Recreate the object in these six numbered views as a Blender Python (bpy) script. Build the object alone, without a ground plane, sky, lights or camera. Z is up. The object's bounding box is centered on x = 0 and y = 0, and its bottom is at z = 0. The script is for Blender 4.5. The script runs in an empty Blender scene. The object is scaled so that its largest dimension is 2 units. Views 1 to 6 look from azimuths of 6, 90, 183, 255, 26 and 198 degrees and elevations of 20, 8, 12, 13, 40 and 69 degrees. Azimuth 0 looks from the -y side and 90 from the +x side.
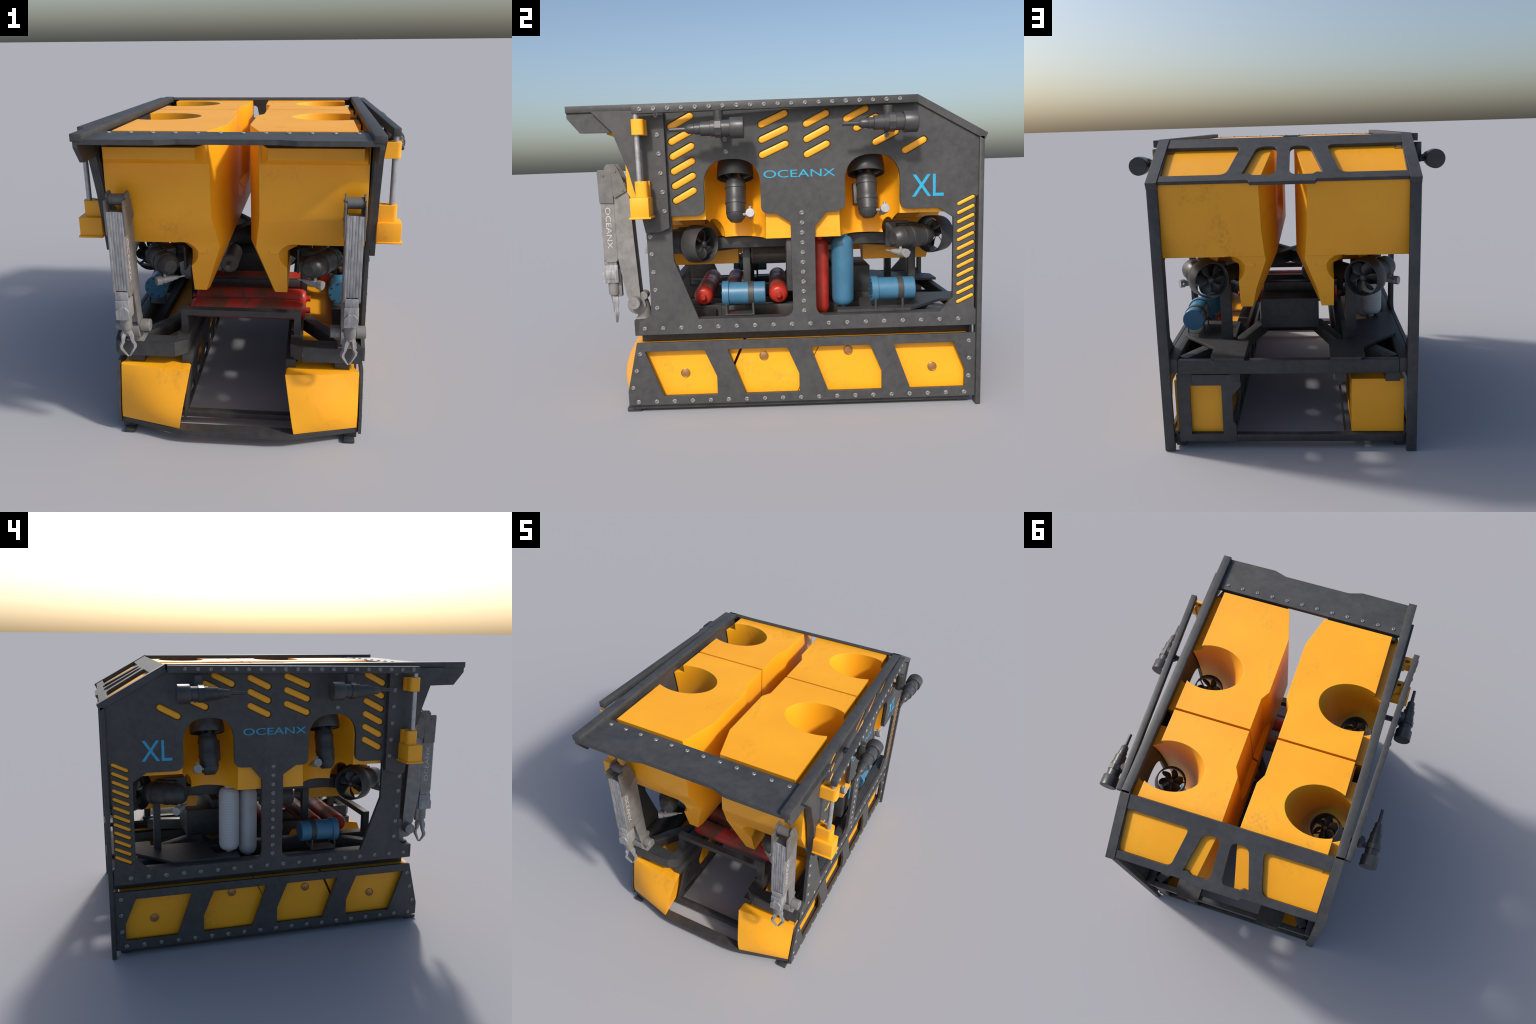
# Work-class underwater robot: yellow buoyancy floats in a bolted dark frame,
# eight thrusters, two folded manipulator arms, gas bottles and electronics canisters.
import bpy, bmesh, math, random
from mathutils import Vector, Matrix
from mathutils.geometry import tessellate_polygon

random.seed(7)
V = Vector

# ------------------------------------------------------------------ materials
def nt(name):
    mat = bpy.data.materials.new(name)
    mat.use_nodes = True
    t = mat.node_tree
    return mat, t, t.nodes["Principled BSDF"]

def noise(t, scale, detail=4, rough=0.55, stretch=None, dist=0.0):
    tc = t.nodes.new("ShaderNodeTexCoord")
    mp = t.nodes.new("ShaderNodeMapping")
    if stretch:
        mp.inputs["Scale"].default_value = stretch
    t.links.new(tc.outputs["Object"], mp.inputs["Vector"])
    n = t.nodes.new("ShaderNodeTexNoise")
    n.inputs["Scale"].default_value = scale
    n.inputs["Detail"].default_value = detail
    n.inputs["Roughness"].default_value = rough
    n.inputs["Distortion"].default_value = dist
    t.links.new(mp.outputs["Vector"], n.inputs["Vector"])
    return n

def ramp(t, src, stops):
    r = t.nodes.new("ShaderNodeValToRGB")
    el = r.color_ramp.elements
    while len(el) < len(stops):
        el.new(0.5)
    for e, (p, c) in zip(el, stops):
        e.position = p
        e.color = (*c, 1) if len(c) == 3 else c
    t.links.new(src, r.inputs["Fac"])
    return r

def mix(t, fac, a, b):
    m = t.nodes.new("ShaderNodeMix")
    m.data_type = "RGBA"
    for sock, val in ((m.inputs[0], fac), (m.inputs[6], a), (m.inputs[7], b)):
        if isinstance(val, (int, float)):
            sock.default_value = val
        elif isinstance(val, tuple):
            sock.default_value = (*val, 1)
        else:
            t.links.new(val, sock)
    return m.outputs[2]

def finish(t, p, bevel=0.003, bump_src=None, bump=0.1, dist=0.002):
    bv = t.nodes.new("ShaderNodeBevel")
    bv.samples = 4
    bv.inputs["Radius"].default_value = bevel
    out = bv.outputs["Normal"]
    if bump_src is not None:
        b = t.nodes.new("ShaderNodeBump")
        b.inputs["Strength"].default_value = bump
        b.inputs["Distance"].default_value = dist
        t.links.new(bump_src, b.inputs["Height"])
        t.links.new(out, b.inputs["Normal"])
        out = b.outputs["Normal"]
    t.links.new(out, p.inputs["Normal"])

W3 = lambda v: (v, v, v)

def mat_yellow():
    m, t, p = nt("yellow_paint")
    base = ramp(t, noise(t, 3.2, 3).outputs["Fac"], [(0.3, (0.87, 0.36, 0.010)), (0.7, (0.92, 0.41, 0.013))])
    smear = ramp(t, noise(t, 5.5, 7, 0.62, (1.0, 0.45, 0.6), 0.6).outputs["Fac"],
                 [(0.575, W3(0)), (0.68, W3(1))])
    fine = ramp(t, noise(t, 55, 4, 0.7).outputs["Fac"], [(0.42, W3(0)), (0.62, W3(1))])
    mul = t.nodes.new("ShaderNodeMath"); mul.operation = "MULTIPLY"
    t.links.new(smear.outputs["Color"], mul.inputs[0]); t.links.new(fine.outputs["Color"], mul.inputs[1])
    k = t.nodes.new("ShaderNodeMath"); k.operation = "MULTIPLY"; k.inputs[1].default_value = 0.42
    t.links.new(mul.outputs[0], k.inputs[0])
    col = mix(t, k.outputs[0], base.outputs["Color"], (0.42, 0.19, 0.02))
    t.links.new(col, p.inputs["Base Color"])
    r = ramp(t, smear.outputs["Color"], [(0, W3(0.42)), (1, W3(0.55))])
    t.links.new(r.outputs["Color"], p.inputs["Roughness"])
    p.inputs["Specular IOR Level"].default_value = 0.5
    finish(t, p, 0.004)
    return m

def mat_dark(name, lo, hi, rough=0.52, scale=26, bump=0.12):
    m, t, p = nt(name)
    a = noise(t, scale, 6, 0.65)
    base = ramp(t, a.outputs["Fac"], [(0.35, lo), (0.68, hi)])
    b = ramp(t, noise(t, 6, 5, 0.6).outputs["Fac"], [(0.45, W3(0)), (0.75, W3(0.5))])
    light = tuple(c * 1.35 + 0.006 for c in hi)
    col = mix(t, b.outputs["Color"], base.outputs["Color"], light)
    t.links.new(col, p.inputs["Base Color"])
    p.inputs["Roughness"].default_value = rough
    finish(t, p, 0.003, noise(t, 160, 3).outputs["Fac"], bump, 0.001)
    return m

def mat_plain(name, col, rough=0.4, metal=0.0, var=0.12, scale=30, bevel=0.002, bump=0.05):
    m, t, p = nt(name)
    n = noise(t, scale, 5, 0.6)
    base = ramp(t, n.outputs["Fac"], [(0.35, tuple(c * (1 - var) for c in col)), (0.65, tuple(min(1, c * (1 + var)) for c in col))])
    t.links.new(base.outputs["Color"], p.inputs["Base Color"])
    p.inputs["Roughness"].default_value = rough
    p.inputs["Metallic"].default_value = metal
    finish(t, p, bevel, n.outputs["Fac"], bump, 0.001)
    return m

def mat_red(grime):
    # red bottles; the lying ones carry brown grime along the middle of the body
    m, t, p = nt("red_bottle_grimy" if grime else "red_bottle_paint")
    base = ramp(t, noise(t, 18, 4).outputs["Fac"], [(0.35, (0.40, 0.024, 0.014)), (0.7, (0.52, 0.040, 0.024))])
    a = ramp(t, noise(t, 4.5, 6, 0.62, (1.6, 1.0, 1.0), 0.5).outputs["Fac"], [(0.40, W3(0)), (0.52, W3(1))] if grime else [(0.52, W3(0)), (0.75, W3(0.4))])
    fac = a.outputs["Color"]
    if grime:
        tc = t.nodes.new("ShaderNodeTexCoord")
        sp = t.nodes.new("ShaderNodeSeparateXYZ")
        t.links.new(tc.outputs["Object"], sp.inputs[0])
        ab = t.nodes.new("ShaderNodeMath"); ab.operation = "ABSOLUTE"
        t.links.new(sp.outputs["X"], ab.inputs[0])
        ends = ramp(t, ab.outputs[0], [(0.14, W3(1)), (0.26, W3(0.15)), (0.31, W3(0))])
        mu = t.nodes.new("ShaderNodeMath"); mu.operation = "MULTIPLY"
        t.links.new(fac, mu.inputs[0]); t.links.new(ends.outputs["Color"], mu.inputs[1])
        fac = mu.outputs[0]
    fine = ramp(t, noise(t, 90, 3, 0.7).outputs["Fac"], [(0.3, W3(0.55)), (0.6, W3(1))])
    mul = t.nodes.new("ShaderNodeMath"); mul.operation = "MULTIPLY"
    t.links.new(fac, mul.inputs[0]); t.links.new(fine.outputs["Color"], mul.inputs[1])
    col = mix(t, mul.outputs[0], base.outputs["Color"], (0.105, 0.058, 0.03))
    t.links.new(col, p.inputs["Base Color"])
    r = ramp(t, mul.outputs[0], [(0, W3(0.36)), (1, W3(0.62))])
    t.links.new(r.outputs["Color"], p.inputs["Roughness"])
    finish(t, p, 0.002)
    return m

def mat_worn_metal():
    # front plates of the arms: streaky bare aluminium
    m, t, p = nt("worn_aluminium")
    n = noise(t, 10, 6, 0.6, (7, 7, 0.7), 0.5)
    n2 = noise(t, 60, 4, 0.65, (1, 1, 0.35))
    a = ramp(t, n.outputs["Fac"], [(0.32, (0.16, 0.16, 0.165)), (0.55, (0.30, 0.30, 0.305)), (0.75, (0.44, 0.44, 0.45))])
    b = ramp(t, n2.outputs["Fac"], [(0.35, (0.15, 0.15, 0.155)), (0.65, (0.40, 0.40, 0.41))])
    col = mix(t, 0.45, a.outputs["Color"], b.outputs["Color"])
    t.links.new(col, p.inputs["Base Color"])
    p.inputs["Roughness"].default_value = 0.5
    p.inputs["Metallic"].default_value = 0.15
    finish(t, p, 0.002, n2.outputs["Fac"], 0.15, 0.001)
    return m

def mat_ribbed():
    m, t, p = nt("pale_ribbed_composite")
    tc = t.nodes.new("ShaderNodeTexCoord")
    w = t.nodes.new("ShaderNodeTexWave"); w.wave_type = "BANDS"; w.bands_direction = "Z"
    w.inputs["Scale"].default_value = 34; w.inputs["Distortion"].default_value = 0.6
    t.links.new(tc.outputs["Object"], w.inputs["Vector"])
    c = ramp(t, w.outputs["Fac"], [(0.2, (0.40, 0.41, 0.43)), (0.8, (0.48, 0.49, 0.51))])
    t.links.new(c.outputs["Color"], p.inputs["Base Color"])
    p.inputs["Roughness"].default_value = 0.5
    finish(t, p, 0.002, w.outputs["Fac"], 0.25, 0.002)
    return m

def mat_knob():
    m, t, p = nt("knob_brass")
    p.inputs["Base Color"].default_value = (0.42, 0.22, 0.08, 1)
    p.inputs["Roughness"].default_value = 0.38
    p.inputs["Metallic"].default_value = 0.6
    finish(t, p, 0.002)
    return m

YEL = mat_yellow()
DARK = mat_dark("dark_frame_paint", (0.036, 0.037, 0.039), (0.056, 0.056, 0.057))
TUBE = mat_dark("black_tube_paint", (0.026, 0.027, 0.028), (0.044, 0.044, 0.045), 0.5)
BLACK = mat_dark("thruster_black", (0.030, 0.030, 0.031), (0.046, 0.046, 0.046), 0.42, 20, 0.05)
LAMP = mat_dark("lamp_black", (0.032, 0.033, 0.035), (0.052, 0.052, 0.054), 0.38, 14, 0.04)
BLUE = mat_plain("blue_canister_paint", (0.043, 0.148, 0.245), 0.36, 0, 0.08, 12)
RED = mat_red(False)
REDG = mat_red(True)
ARMD = mat_plain("arm_dark_metal", (0.135, 0.132, 0.128), 0.45, 0.15, 0.16, 22, 0.002, 0.1)
ARM = mat_plain("arm_grey_metal", (0.205, 0.20, 0.195), 0.45, 0.15, 0.16, 22, 0.002, 0.1)
ALU = mat_worn_metal()
PALE = mat_plain("pale_grey_composite", (0.46, 0.47, 0.49), 0.42, 0, 0.06, 9)
RIB = mat_ribbed()
STEEL = mat_plain("rod_steel", (0.42, 0.42, 0.43), 0.35, 0.6, 0.15, 40)
BOLT = mat_plain("bolt_zinc", (0.24, 0.24, 0.235), 0.42, 0.3, 0.65, 170, 0.0008)
INSTR = mat_plain("instrument_grey", (0.29, 0.29, 0.287), 0.45, 0.1, 0.15, 60, 0.001)
CYAN = mat_plain("cyan_lettering", (0.02, 0.33, 0.55), 0.5, 0, 0.1, 60, 0.0005)
WHITE = mat_plain("white_lettering", (0.46, 0.455, 0.45), 0.5, 0, 0.2, 80, 0.0005)
KNOB = mat_knob()

# ------------------------------------------------------------------ helpers
ROOT = bpy.data.objects.new("underwater_robot", None)
bpy.context.scene.collection.objects.link(ROOT)
ROOT["label"] = "yellow and black box-frame underwater work robot with two arms"
ROOT["category"] = "underwater robot"

def add(name, bm, mat, parent=ROOT, smooth=32, sx=1):
    """Make an object from a bmesh; sx=-1 mirrors it across x."""
    if sx < 0:
        for v in bm.verts:
            v.co.x = -v.co.x
    bmesh.ops.recalc_face_normals(bm, faces=bm.faces[:])
    me = bpy.data.meshes.new(name)
    bm.to_mesh(me)
    bm.free()
    return link(name, me, mat, parent, smooth)

def link(name, me, mat, parent=ROOT, smooth=32):
    if mat and not me.materials:
        me.materials.append(mat)
    if smooth:
        for p in me.polygons:
            p.use_smooth = True
        me.set_sharp_from_angle(angle=math.radians(smooth))
    ob = bpy.data.objects.new(name, me)
    bpy.context.scene.collection.objects.link(ob)
    ob.parent = parent
    return ob

def copy_at(src, name, mtx, parent):
    ob = src.copy()
    ob.name = name
    bpy.context.scene.collection.objects.link(ob)
    ob.parent = parent
    ob.matrix_world = mtx
    return ob

def new():
    return bmesh.new()

def box(bm, x0, x1, y0, y1, z0, z1, bev=0.002):
    r = bmesh.ops.create_cube(bm, size=1)
    vs = r["verts"]
    for v in vs:
        v.co = V(((x0 + x1) / 2 + v.co.x * (x1 - x0), (y0 + y1) / 2 + v.co.y * (y1 - y0), (z0 + z1) / 2 + v.co.z * (z1 - z0)))
    if bev:
        es = list({e for v in vs for e in v.link_edges})
        bmesh.ops.bevel(bm, geom=es, offset=bev, segments=2, affect="EDGES", profile=0.5)
    return bm

def hull(bm, pts, bev=0.0):
    vs = [bm.verts.new(p) for p in pts]
    r = bmesh.ops.convex_hull(bm, input=vs)
    junk = [g for g in r["geom_interior"] if isinstance(g, bmesh.types.BMVert)]
    if junk:
        bmesh.ops.delete(bm, geom=junk, context="VERTS")
    bmesh.ops.dissolve_limit(bm, angle_limit=0.02, verts=bm.verts[:], edges=bm.edges[:])
    if bev:
        bmesh.ops.bevel(bm, geom=bm.edges[:], offset=bev, segments=2, affect="EDGES", profile=0.5)
    return bm

def prism(bm, loops, axis, a, b):
    """Flat plate with holes: 2D loops swept along axis from a to b."""
    f = {"x": lambda u, v, w: (w, u, v), "y": lambda u, v, w: (u, w, v), "z": lambda u, v, w: (u, v, w)}[axis]
    tri = tessellate_polygon([[V((p[0], p[1], 0)) for p in lp] for lp in loops])
    flat = [p for lp in loops for p in lp]
    lo = [bm.verts.new(f(p[0], p[1], a)) for p in flat]
    hi = [bm.verts.new(f(p[0], p[1], b)) for p in flat]
    for t in tri:
        for lay in (lo, hi):
            try:
                bm.faces.new([lay[i] for i in t])
            except ValueError:
                pass
    k = 0
    for lp in loops:
        n = len(lp)
        for i in range(n):
            j = (i + 1) % n
            bm.faces.new((lo[k + i], lo[k + j], hi[k + j], hi[k + i]))
        k += n
    return bm

def fillet(pts, seg=6):
    """Polygon whose points may carry a third value: corner radius."""
    out = []
    n = len(pts)
    for i, p in enumerate(pts):
        r = p[2] if len(p) > 2 else 0
        c = V(p[:2])
        if r <= 0:
            out.append(tuple(c)); continue
        a = (V(pts[i - 1][:2]) - c); b = (V(pts[(i + 1) % n][:2]) - c)
        la, lb = a.length, b.length
        a.normalize(); b.normalize()
        ang = a.angle(b)
        d = min(r / math.tan(ang / 2), la * 0.49, lb * 0.49)
        p0, p1 = c + a * d, c + b * d
        for k in range(seg + 1):
            s = k / seg
            out.append(tuple(p0 * (1 - s) ** 2 + c * 2 * s * (1 - s) + p1 * s * s))
    return out

def capsule(p, q, r, seg=8):
    p, q = V(p), V(q)
    a = math.atan2(q.y - p.y, q.x - p.x)
    out = []
    for c, s in ((q, -math.pi / 2), (p, math.pi / 2)):
        for k in range(seg + 1):
            t = a + s + math.pi * k / seg
            out.append((c.x + r * math.cos(t), c.y + r * math.sin(t)))
    return out

def frame_from(d, up=(0, 0, 1)):
    z = V(d).normalized()
    x = V(up).cross(z)
    if x.length < 1e-4:
        x = V((1, 0, 0)).cross(z)
    x.normalize()
    return x, z.cross(x), z

def lathe(bm, prof, p0=(0, 0, 0), d=(0, 0, 1), seg=40):
    """Surface of revolution: prof is a list of (distance along d, radius)."""
    x, y, z = frame_from(d)
    p0 = V(p0)
    rings = []
    for s, r in prof:
        if r < 1e-6:
            rings.append([bm.verts.new(p0 + z * s)])
        else:
            rings.append([bm.verts.new(p0 + z * s + (x * math.cos(2 * math.pi * k / seg) + y * math.sin(2 * math.pi * k / seg)) * r) for k in range(seg)])
    for a, b in zip(rings, rings[1:]):
        for k in range(seg):
            j = (k + 1) % seg
            q = [a[k % len(a)], a[j % len(a)], b[j % len(b)], b[k % len(b)]]
            u = []
            for v in q:
                if v not in u:
                    u.append(v)
            if len(u) > 2:
                bm.faces.new(u)
    return bm

def rod(bm, p, q, r, seg=24, ch=0.0015):
    L = (V(q) - V(p)).length
    return lathe(bm, [(0, 0), (0, r - ch), (ch, r), (L - ch, r), (L, r - ch), (L, 0)], p, V(q) - V(p), seg)

def beam(bm, p, q, w, h, up=(0, 0, 1), bev=0.002):
    """Square tube from p to q; w across, h along up."""
    x, y, z = frame_from(V(q) - V(p), up)
    p, q = V(p), V(q)
    vs = []
    for c in (p, q):
        for sx, sy in ((-1, -1), (1, -1), (1, 1), (-1, 1)):
            vs.append(bm.verts.new(c + x * sx * w / 2 + y * sy * h / 2))
    fs = [(0, 1, 2, 3), (4, 5, 6, 7), (0, 1, 5, 4), (1, 2, 6, 5), (2, 3, 7, 6), (3, 0, 4, 7)]
    faces = [bm.faces.new([vs[i] for i in f]) for f in fs]
    if bev:
        bmesh.ops.recalc_face_normals(bm, faces=faces)
        es = list({e for f in faces for e in f.edges})
        bmesh.ops.bevel(bm, geom=es, offset=bev, segments=2, affect="EDGES", profile=0.5)
    return bm

def carve(name, base, cutters, mat, parent=ROOT, smooth=30):
    """Boolean subtract a list of bmeshes from a base bmesh (applied)."""
    def tmp(bm, nm):
        bmesh.ops.recalc_face_normals(bm, faces=bm.faces[:])
        me = bpy.data.meshes.new(nm); bm.to_mesh(me); bm.free()
        o = bpy.data.objects.new(nm, me)
        bpy.context.scene.collection.objects.link(o)
        return o
    o = tmp(base, "tmp_base")
    cs = []
    for op, c in cutters:
        k = tmp(c, "tmp_cut")
        md = o.modifiers.new("b", "BOOLEAN")
        md.operation = op
        md.solver = "EXACT"
        md.object = k
        cs.append(k)
    dg = bpy.context.evaluated_depsgraph_get()
    dg.update()
    me = bpy.data.meshes.new_from_object(o.evaluated_get(dg))
    me.name = name
    for k in cs + [o]:
        m = k.data
        bpy.data.objects.remove(k)
        bpy.data.meshes.remove(m)
    me.materials.clear()
    return link(name, me, mat, parent, smooth)

# ------------------------------------------------------------------ bolts
def bolt_mesh():
    bm = lathe(new(), [(-0.002, 0.0115), (0.002, 0.0115), (0.0035, 0.0098), (0.005, 0.0088), (0.005, 0.0052), (0.0022, 0.0045), (0.0022, 0)], seg=14)
    bmesh.ops.recalc_face_normals(bm, faces=bm.faces[:])
    me = bpy.data.meshes.new("bolt")
    bm.to_mesh(me); bm.free()
    me.materials.append(BOLT)
    for p in me.polygons:
        p.use_smooth = True
    me.set_sharp_from_angle(angle=math.radians(40))
    return me

BOLT_ME = bolt_mesh()

def bolt(parent, pos, d, r=1.0):
    ob = bpy.data.objects.new("bolt", BOLT_ME)
    bpy.context.scene.collection.objects.link(ob)
    ob.parent = parent
    x, y, z = frame_from(d)
    a = random.uniform(0, 6.28)
    s = r * random.uniform(0.93, 1.05)
    m = Matrix((x, y, z)).transposed().to_4x4()
    ob.matrix_world = Matrix.Translation(pos) @ m @ Matrix.Rotation(a, 4, "Z") @ Matrix.Scale(s, 4)
    return ob

# ------------------------------------------------------------------ lettering
def letters(name, txt, parent, mat, origin, right, up, width, height, depth=0.0014, bold=0.0):
    cu = bpy.data.curves.new("tmp_text", "FONT")
    cu.body = txt
    cu.extrude = 0.05
    cu.offset = bold
    o = bpy.data.objects.new("tmp_text", cu)
    bpy.context.scene.collection.objects.link(o)
    dg = bpy.context.evaluated_depsgraph_get(); dg.update()
    me = bpy.data.meshes.new_from_object(o.evaluated_get(dg))
    bpy.data.objects.remove(o); bpy.data.curves.remove(cu)
    xs = [v.co.x for v in me.vertices]; ys = [v.co.y for v in me.vertices]; zs = [v.co.z for v in me.vertices]
    right, up = V(right), V(up)
    n = right.cross(up)
    for v in me.vertices:
        a = (v.co.x - min(xs)) / (max(xs) - min(xs)) * width
        b = (v.co.y - min(ys)) / (max(ys) - min(ys)) * height
        c = (v.co.z - min(zs)) / (max(zs) - min(zs)) * depth
        v.co = V(origin) + right * a + up * b + n * (c - 0.0004)
    me.name = name
    me.materials.clear()
    return link(name, me, mat, parent, 0)

# ------------------------------------------------------------------ side plates
def slot_list():
    S = []
    def slot(a, b, r):                        # a, b: outermost points of the two round ends
        a, b = V(a), V(b)
        u = (b - a).normalized() * r
        S.append((tuple(a + u), tuple(b - u), r))
    for i in range(6):                        # front column
        z = -0.0704 * i
        slot((-0.523 + 0.0016 * i, 1.419 + z), (-0.396, 1.483 + z), 0.0192)
    for y, z in ((-0.092, 1.416), (0.123, 1.411)):   # two columns of three
        for i in range(3):
            slot((y, z - 0.0715 * i), (y + 0.147 - 0.019 * (y > 0), z + 0.063 - 0.0715 * i), 0.0192)
    for a, b in (((0.314, 1.428), (0.439, 1.489)), ((0.362, 1.384), (0.486, 1.449)), ((0.452, 1.315), (0.580, 1.378)), ((0.592, 1.271), (0.713, 1.335))):
        slot(a, b, 0.0188)
    for i in range(12):                       # short column at the rear
        z = -0.0441 * i
        slot((0.859, 1.011 + z), (0.947, 1.0525 + z), 0.0112)
    return S

def side_plate(sx):
    outline = fillet([(-0.725, 0.412), (-0.716, 0.478), (-0.655, 0.512, 0.01), (-0.652, 0.60), (-0.652, 0.95), (-0.70, 1.2), (-0.76, 1.40), (-0.76, 1.503),
               (0.655, 1.506), (0.962, 1.330), (0.963, 1.058), (0.948, 1.045), (0.948, 0.50), (0.958, 0.489), (0.958, 0.411)])
    win_front = fillet([(-0.526, 1.001), (-0.526, 0.785), (-0.417, 0.484), (0.053, 0.481, 0.055), (0.052, 0.952), (-0.019, 0.999),
                        (-0.089, 1.001, 0.045), (-0.089, 1.267, 0.13), (-0.361, 1.267, 0.13), (-0.363, 1.001, 0.045)], 8)
    win_rear = fillet([(0.167, 0.483, 0.055), (0.169, 0.930), (0.228, 1.000), (0.319, 1.001, 0.045), (0.319, 1.268, 0.13), (0.584, 1.268, 0.13),
                       (0.585, 1.000, 0.045), (0.77, 1.000, 0.01), (0.842, 0.952), (0.842, 0.553), (0.777, 0.482)], 8)
    slots = slot_list()
    loops = [outline, win_front, win_rear] + [capsule(a, b, r) for a, b, r in slots]
    bm = prism(new(), loops, "x", 0.606, 0.617)
    prism(bm, loops[:3], "x", 0.598, 0.6056)
    ob = add("side_plate", bm, DARK, ROOT, 30, sx)
    # yellow bars that fill the slots, a little domed and set below the surface
    for a, b, r in slots:
        bm = new()
        rings = [(0.6058, 0.90), (0.6100, 0.90), (0.6140, 0.72), (0.6155, 0.40)]
        lay = [[bm.verts.new((x, p[0], p[1])) for p in capsule(a, b, r * s)] for x, s in rings]
        for l0, l1 in zip(lay, lay[1:]):
            n = len(l0)
            for i in range(n):
                bm.faces.new((l0[i], l0[(i + 1) % n], l1[(i + 1) % n], l1[i]))
        bm.faces.new(lay[0]); bm.faces.new(lay[-1])
        add("vent_bar", bm, YEL, ob, 50, sx)
    # bolts
    X = 0.617 * sx
    d = (sx, 0, 0)
    for i in range(18):
        bolt(ob, (X, -0.690 + i * 0.0918, 0.445), d)
    for i in range(11):
        bolt(ob, (X, 0.107, 0.512 + i * 0.0486), d)
    for y, z in ((-0.622, 0.549), (-0.625, 0.640), (-0.629, 0.729), (-0.632, 0.819), (-0.634, 0.905), (-0.250, 1.361), (-0.248, 1.302), (0.52, 1.355)):
        bolt(ob, (X, y, z), d)
    f = 1 if sx > 0 else -1
    letters("lettering", "OCEANX", ob, CYAN, (X, -0.072 if f > 0 else 0.272, 1.170), (0, f, 0), (0, 0, 1), 0.344, 0.036)
    letters("lettering", "XL", ob, CYAN, (X, 0.641 if f > 0 else 0.794, 1.057), (0, f, 0), (0, 0, 1), 0.153, 0.106, bold=0.004)
    # doubler strip at the front corner
    strip = fillet([(-0.874, 1.508), (-0.779, 1.410), (-0.713, 1.222), (-0.660, 0.985), (-0.650, 0.928), (-0.582, 0.928, 0.02), (-0.534, 0.948), (-0.533, 1.503)])
    bm = prism(new(), [strip], "x", 0.6185, 0.643)
    prism(bm, [[(-0.83, 1.503), (-0.779, 1.410), (-0.713, 1.222), (-0.660, 0.985), (-0.657, 0.96), (-0.64, 0.96), (-0.69, 1.222), (-0.752, 1.410), (-0.79, 1.503)]], "x", 0.604, 0.6183)
    st = add("corner_strip", bm, DARK, ROOT, 30, sx)
    for y, z in ((-0.569, 1.481), (-0.567, 1.390), (-0.564, 1.302), (-0.561, 1.210), (-0.557, 1.120), (-0.553, 1.029)):
        bolt(st, (0.643 * sx, y, z), d)
    return ob

# ------------------------------------------------------------------ upper frame
def upper_frame():
    # front deck plate with a wavy front edge
    deck = fillet([(-0.6, -0.996), (-0.284, -0.998, 0.05), (-0.205, -0.973, 0.05), (0.205, -0.973, 0.05), (0.284, -0.998, 0.05), (0.6, -0.996), (0.6, -0.766), (-0.6, -0.766)])
    d = add("deck_plate", prism(new(), [deck], "z", 1.493, 1.515), DARK)
    for i in range(12):
        bolt(d, (-0.531 + i * 1.062 / 11, -0.801, 1.515), (0, 0, 1))
    for sx in (1, -1):
        add("dark_strip_under_deck", box(new(), 0.128, 0.560, -0.772, -0.735, 1.459, 1.4925), TUBE, d, sx=sx)
        rl = add("top_rail", box(new(), 0.577, 0.627, -0.998, 0.667, 1.5055, 1.537), DARK, sx=sx)
        g = [(-0.996, 1.5055), (-0.996, 1.481), (-0.938, 1.411), (-0.80, 1.409), (-0.74, 1.44), (-0.74, 1.5055)]
        add("rail_gusset", prism(new(), [g], "x", 0.600, 0.618), DARK, rl, sx=sx)
        # outer light bar, skewed outward toward the front
        bm = new()
        beam(bm, (0.707, -0.665, 1.502), (0.644, 0.657, 1.515), 0.034, 0.036)
        lb = add("light_bar", bm, DARK, sx=sx)
        for i in range(20):
            s = i / 19
            y = -0.626 + s * 1.200
            k = (y + 0.665) / 1.322
            bolt(lb, (sx * (0.7242 - 0.063 * k), y, 1.5035 + 0.0125 * k), (sx, 0.048, 0), 0.92)
    # sloped rear frame
    y0, z0, y1, z1 = 0.667, 1.536, 0.998, 1.349
    L = math.hypot(y1 - y0, z1 - z0)
    d = V((0, (y1 - y0) / L, (z1 - z0) / L)); n = V((0, -d.z, d.y))
    def P(x, s, t):
        return V((x, y0, z0)) + d * s + n * t
    hole_a = fillet([(0.573, 0.080), (0.209, 0.082, 0.03), (0.262, 0.322, 0.05), (0.567, 0.322)])
    hole_b = fillet([(0.187, 0.318), (0.128, 0.088, 0.05), (0.031, 0.084, 0.04), (0.031, 0.332, 0.04), (0.138, 0.330), (0.158, 0.314)])
    mir = lambda lp: [(-x, s) for x, s in lp]
    outer = [(-0.5735, 0.0), (0.5735, 0.0), (0.5735, 0.368), (0.158, 0.368), (0.148, 0.385), (-0.148, 0.385), (-0.158, 0.368), (-0.5735, 0.368)]
    bm = prism(new(), [outer, hole_a, hole_b, mir(hole_a), mir(hole_b)], "z", -0.021, -0.003)
    for v in bm.verts:
        v.co = P(v.co.x, v.co.y, v.co.z)
    pn = add("rear_slope_panel", bm, DARK)
    for sx in (1, -1):
        bm = prism(new(), [[(0.655, 1.537), (0.667, 1.537), (0.9985, 1.349), (0.9985, 1.346), (0.985, 1.318), (0.655, 1.504)]], "x", 0.5745, 0.627)
        add("slope_rail", bm, DARK, pn, sx=sx)
        add("rear_post", box(new(), 0.577, 0.627, 0.9605, 0.9845, 0.0, 1.335), DARK, sx=sx)

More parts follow.
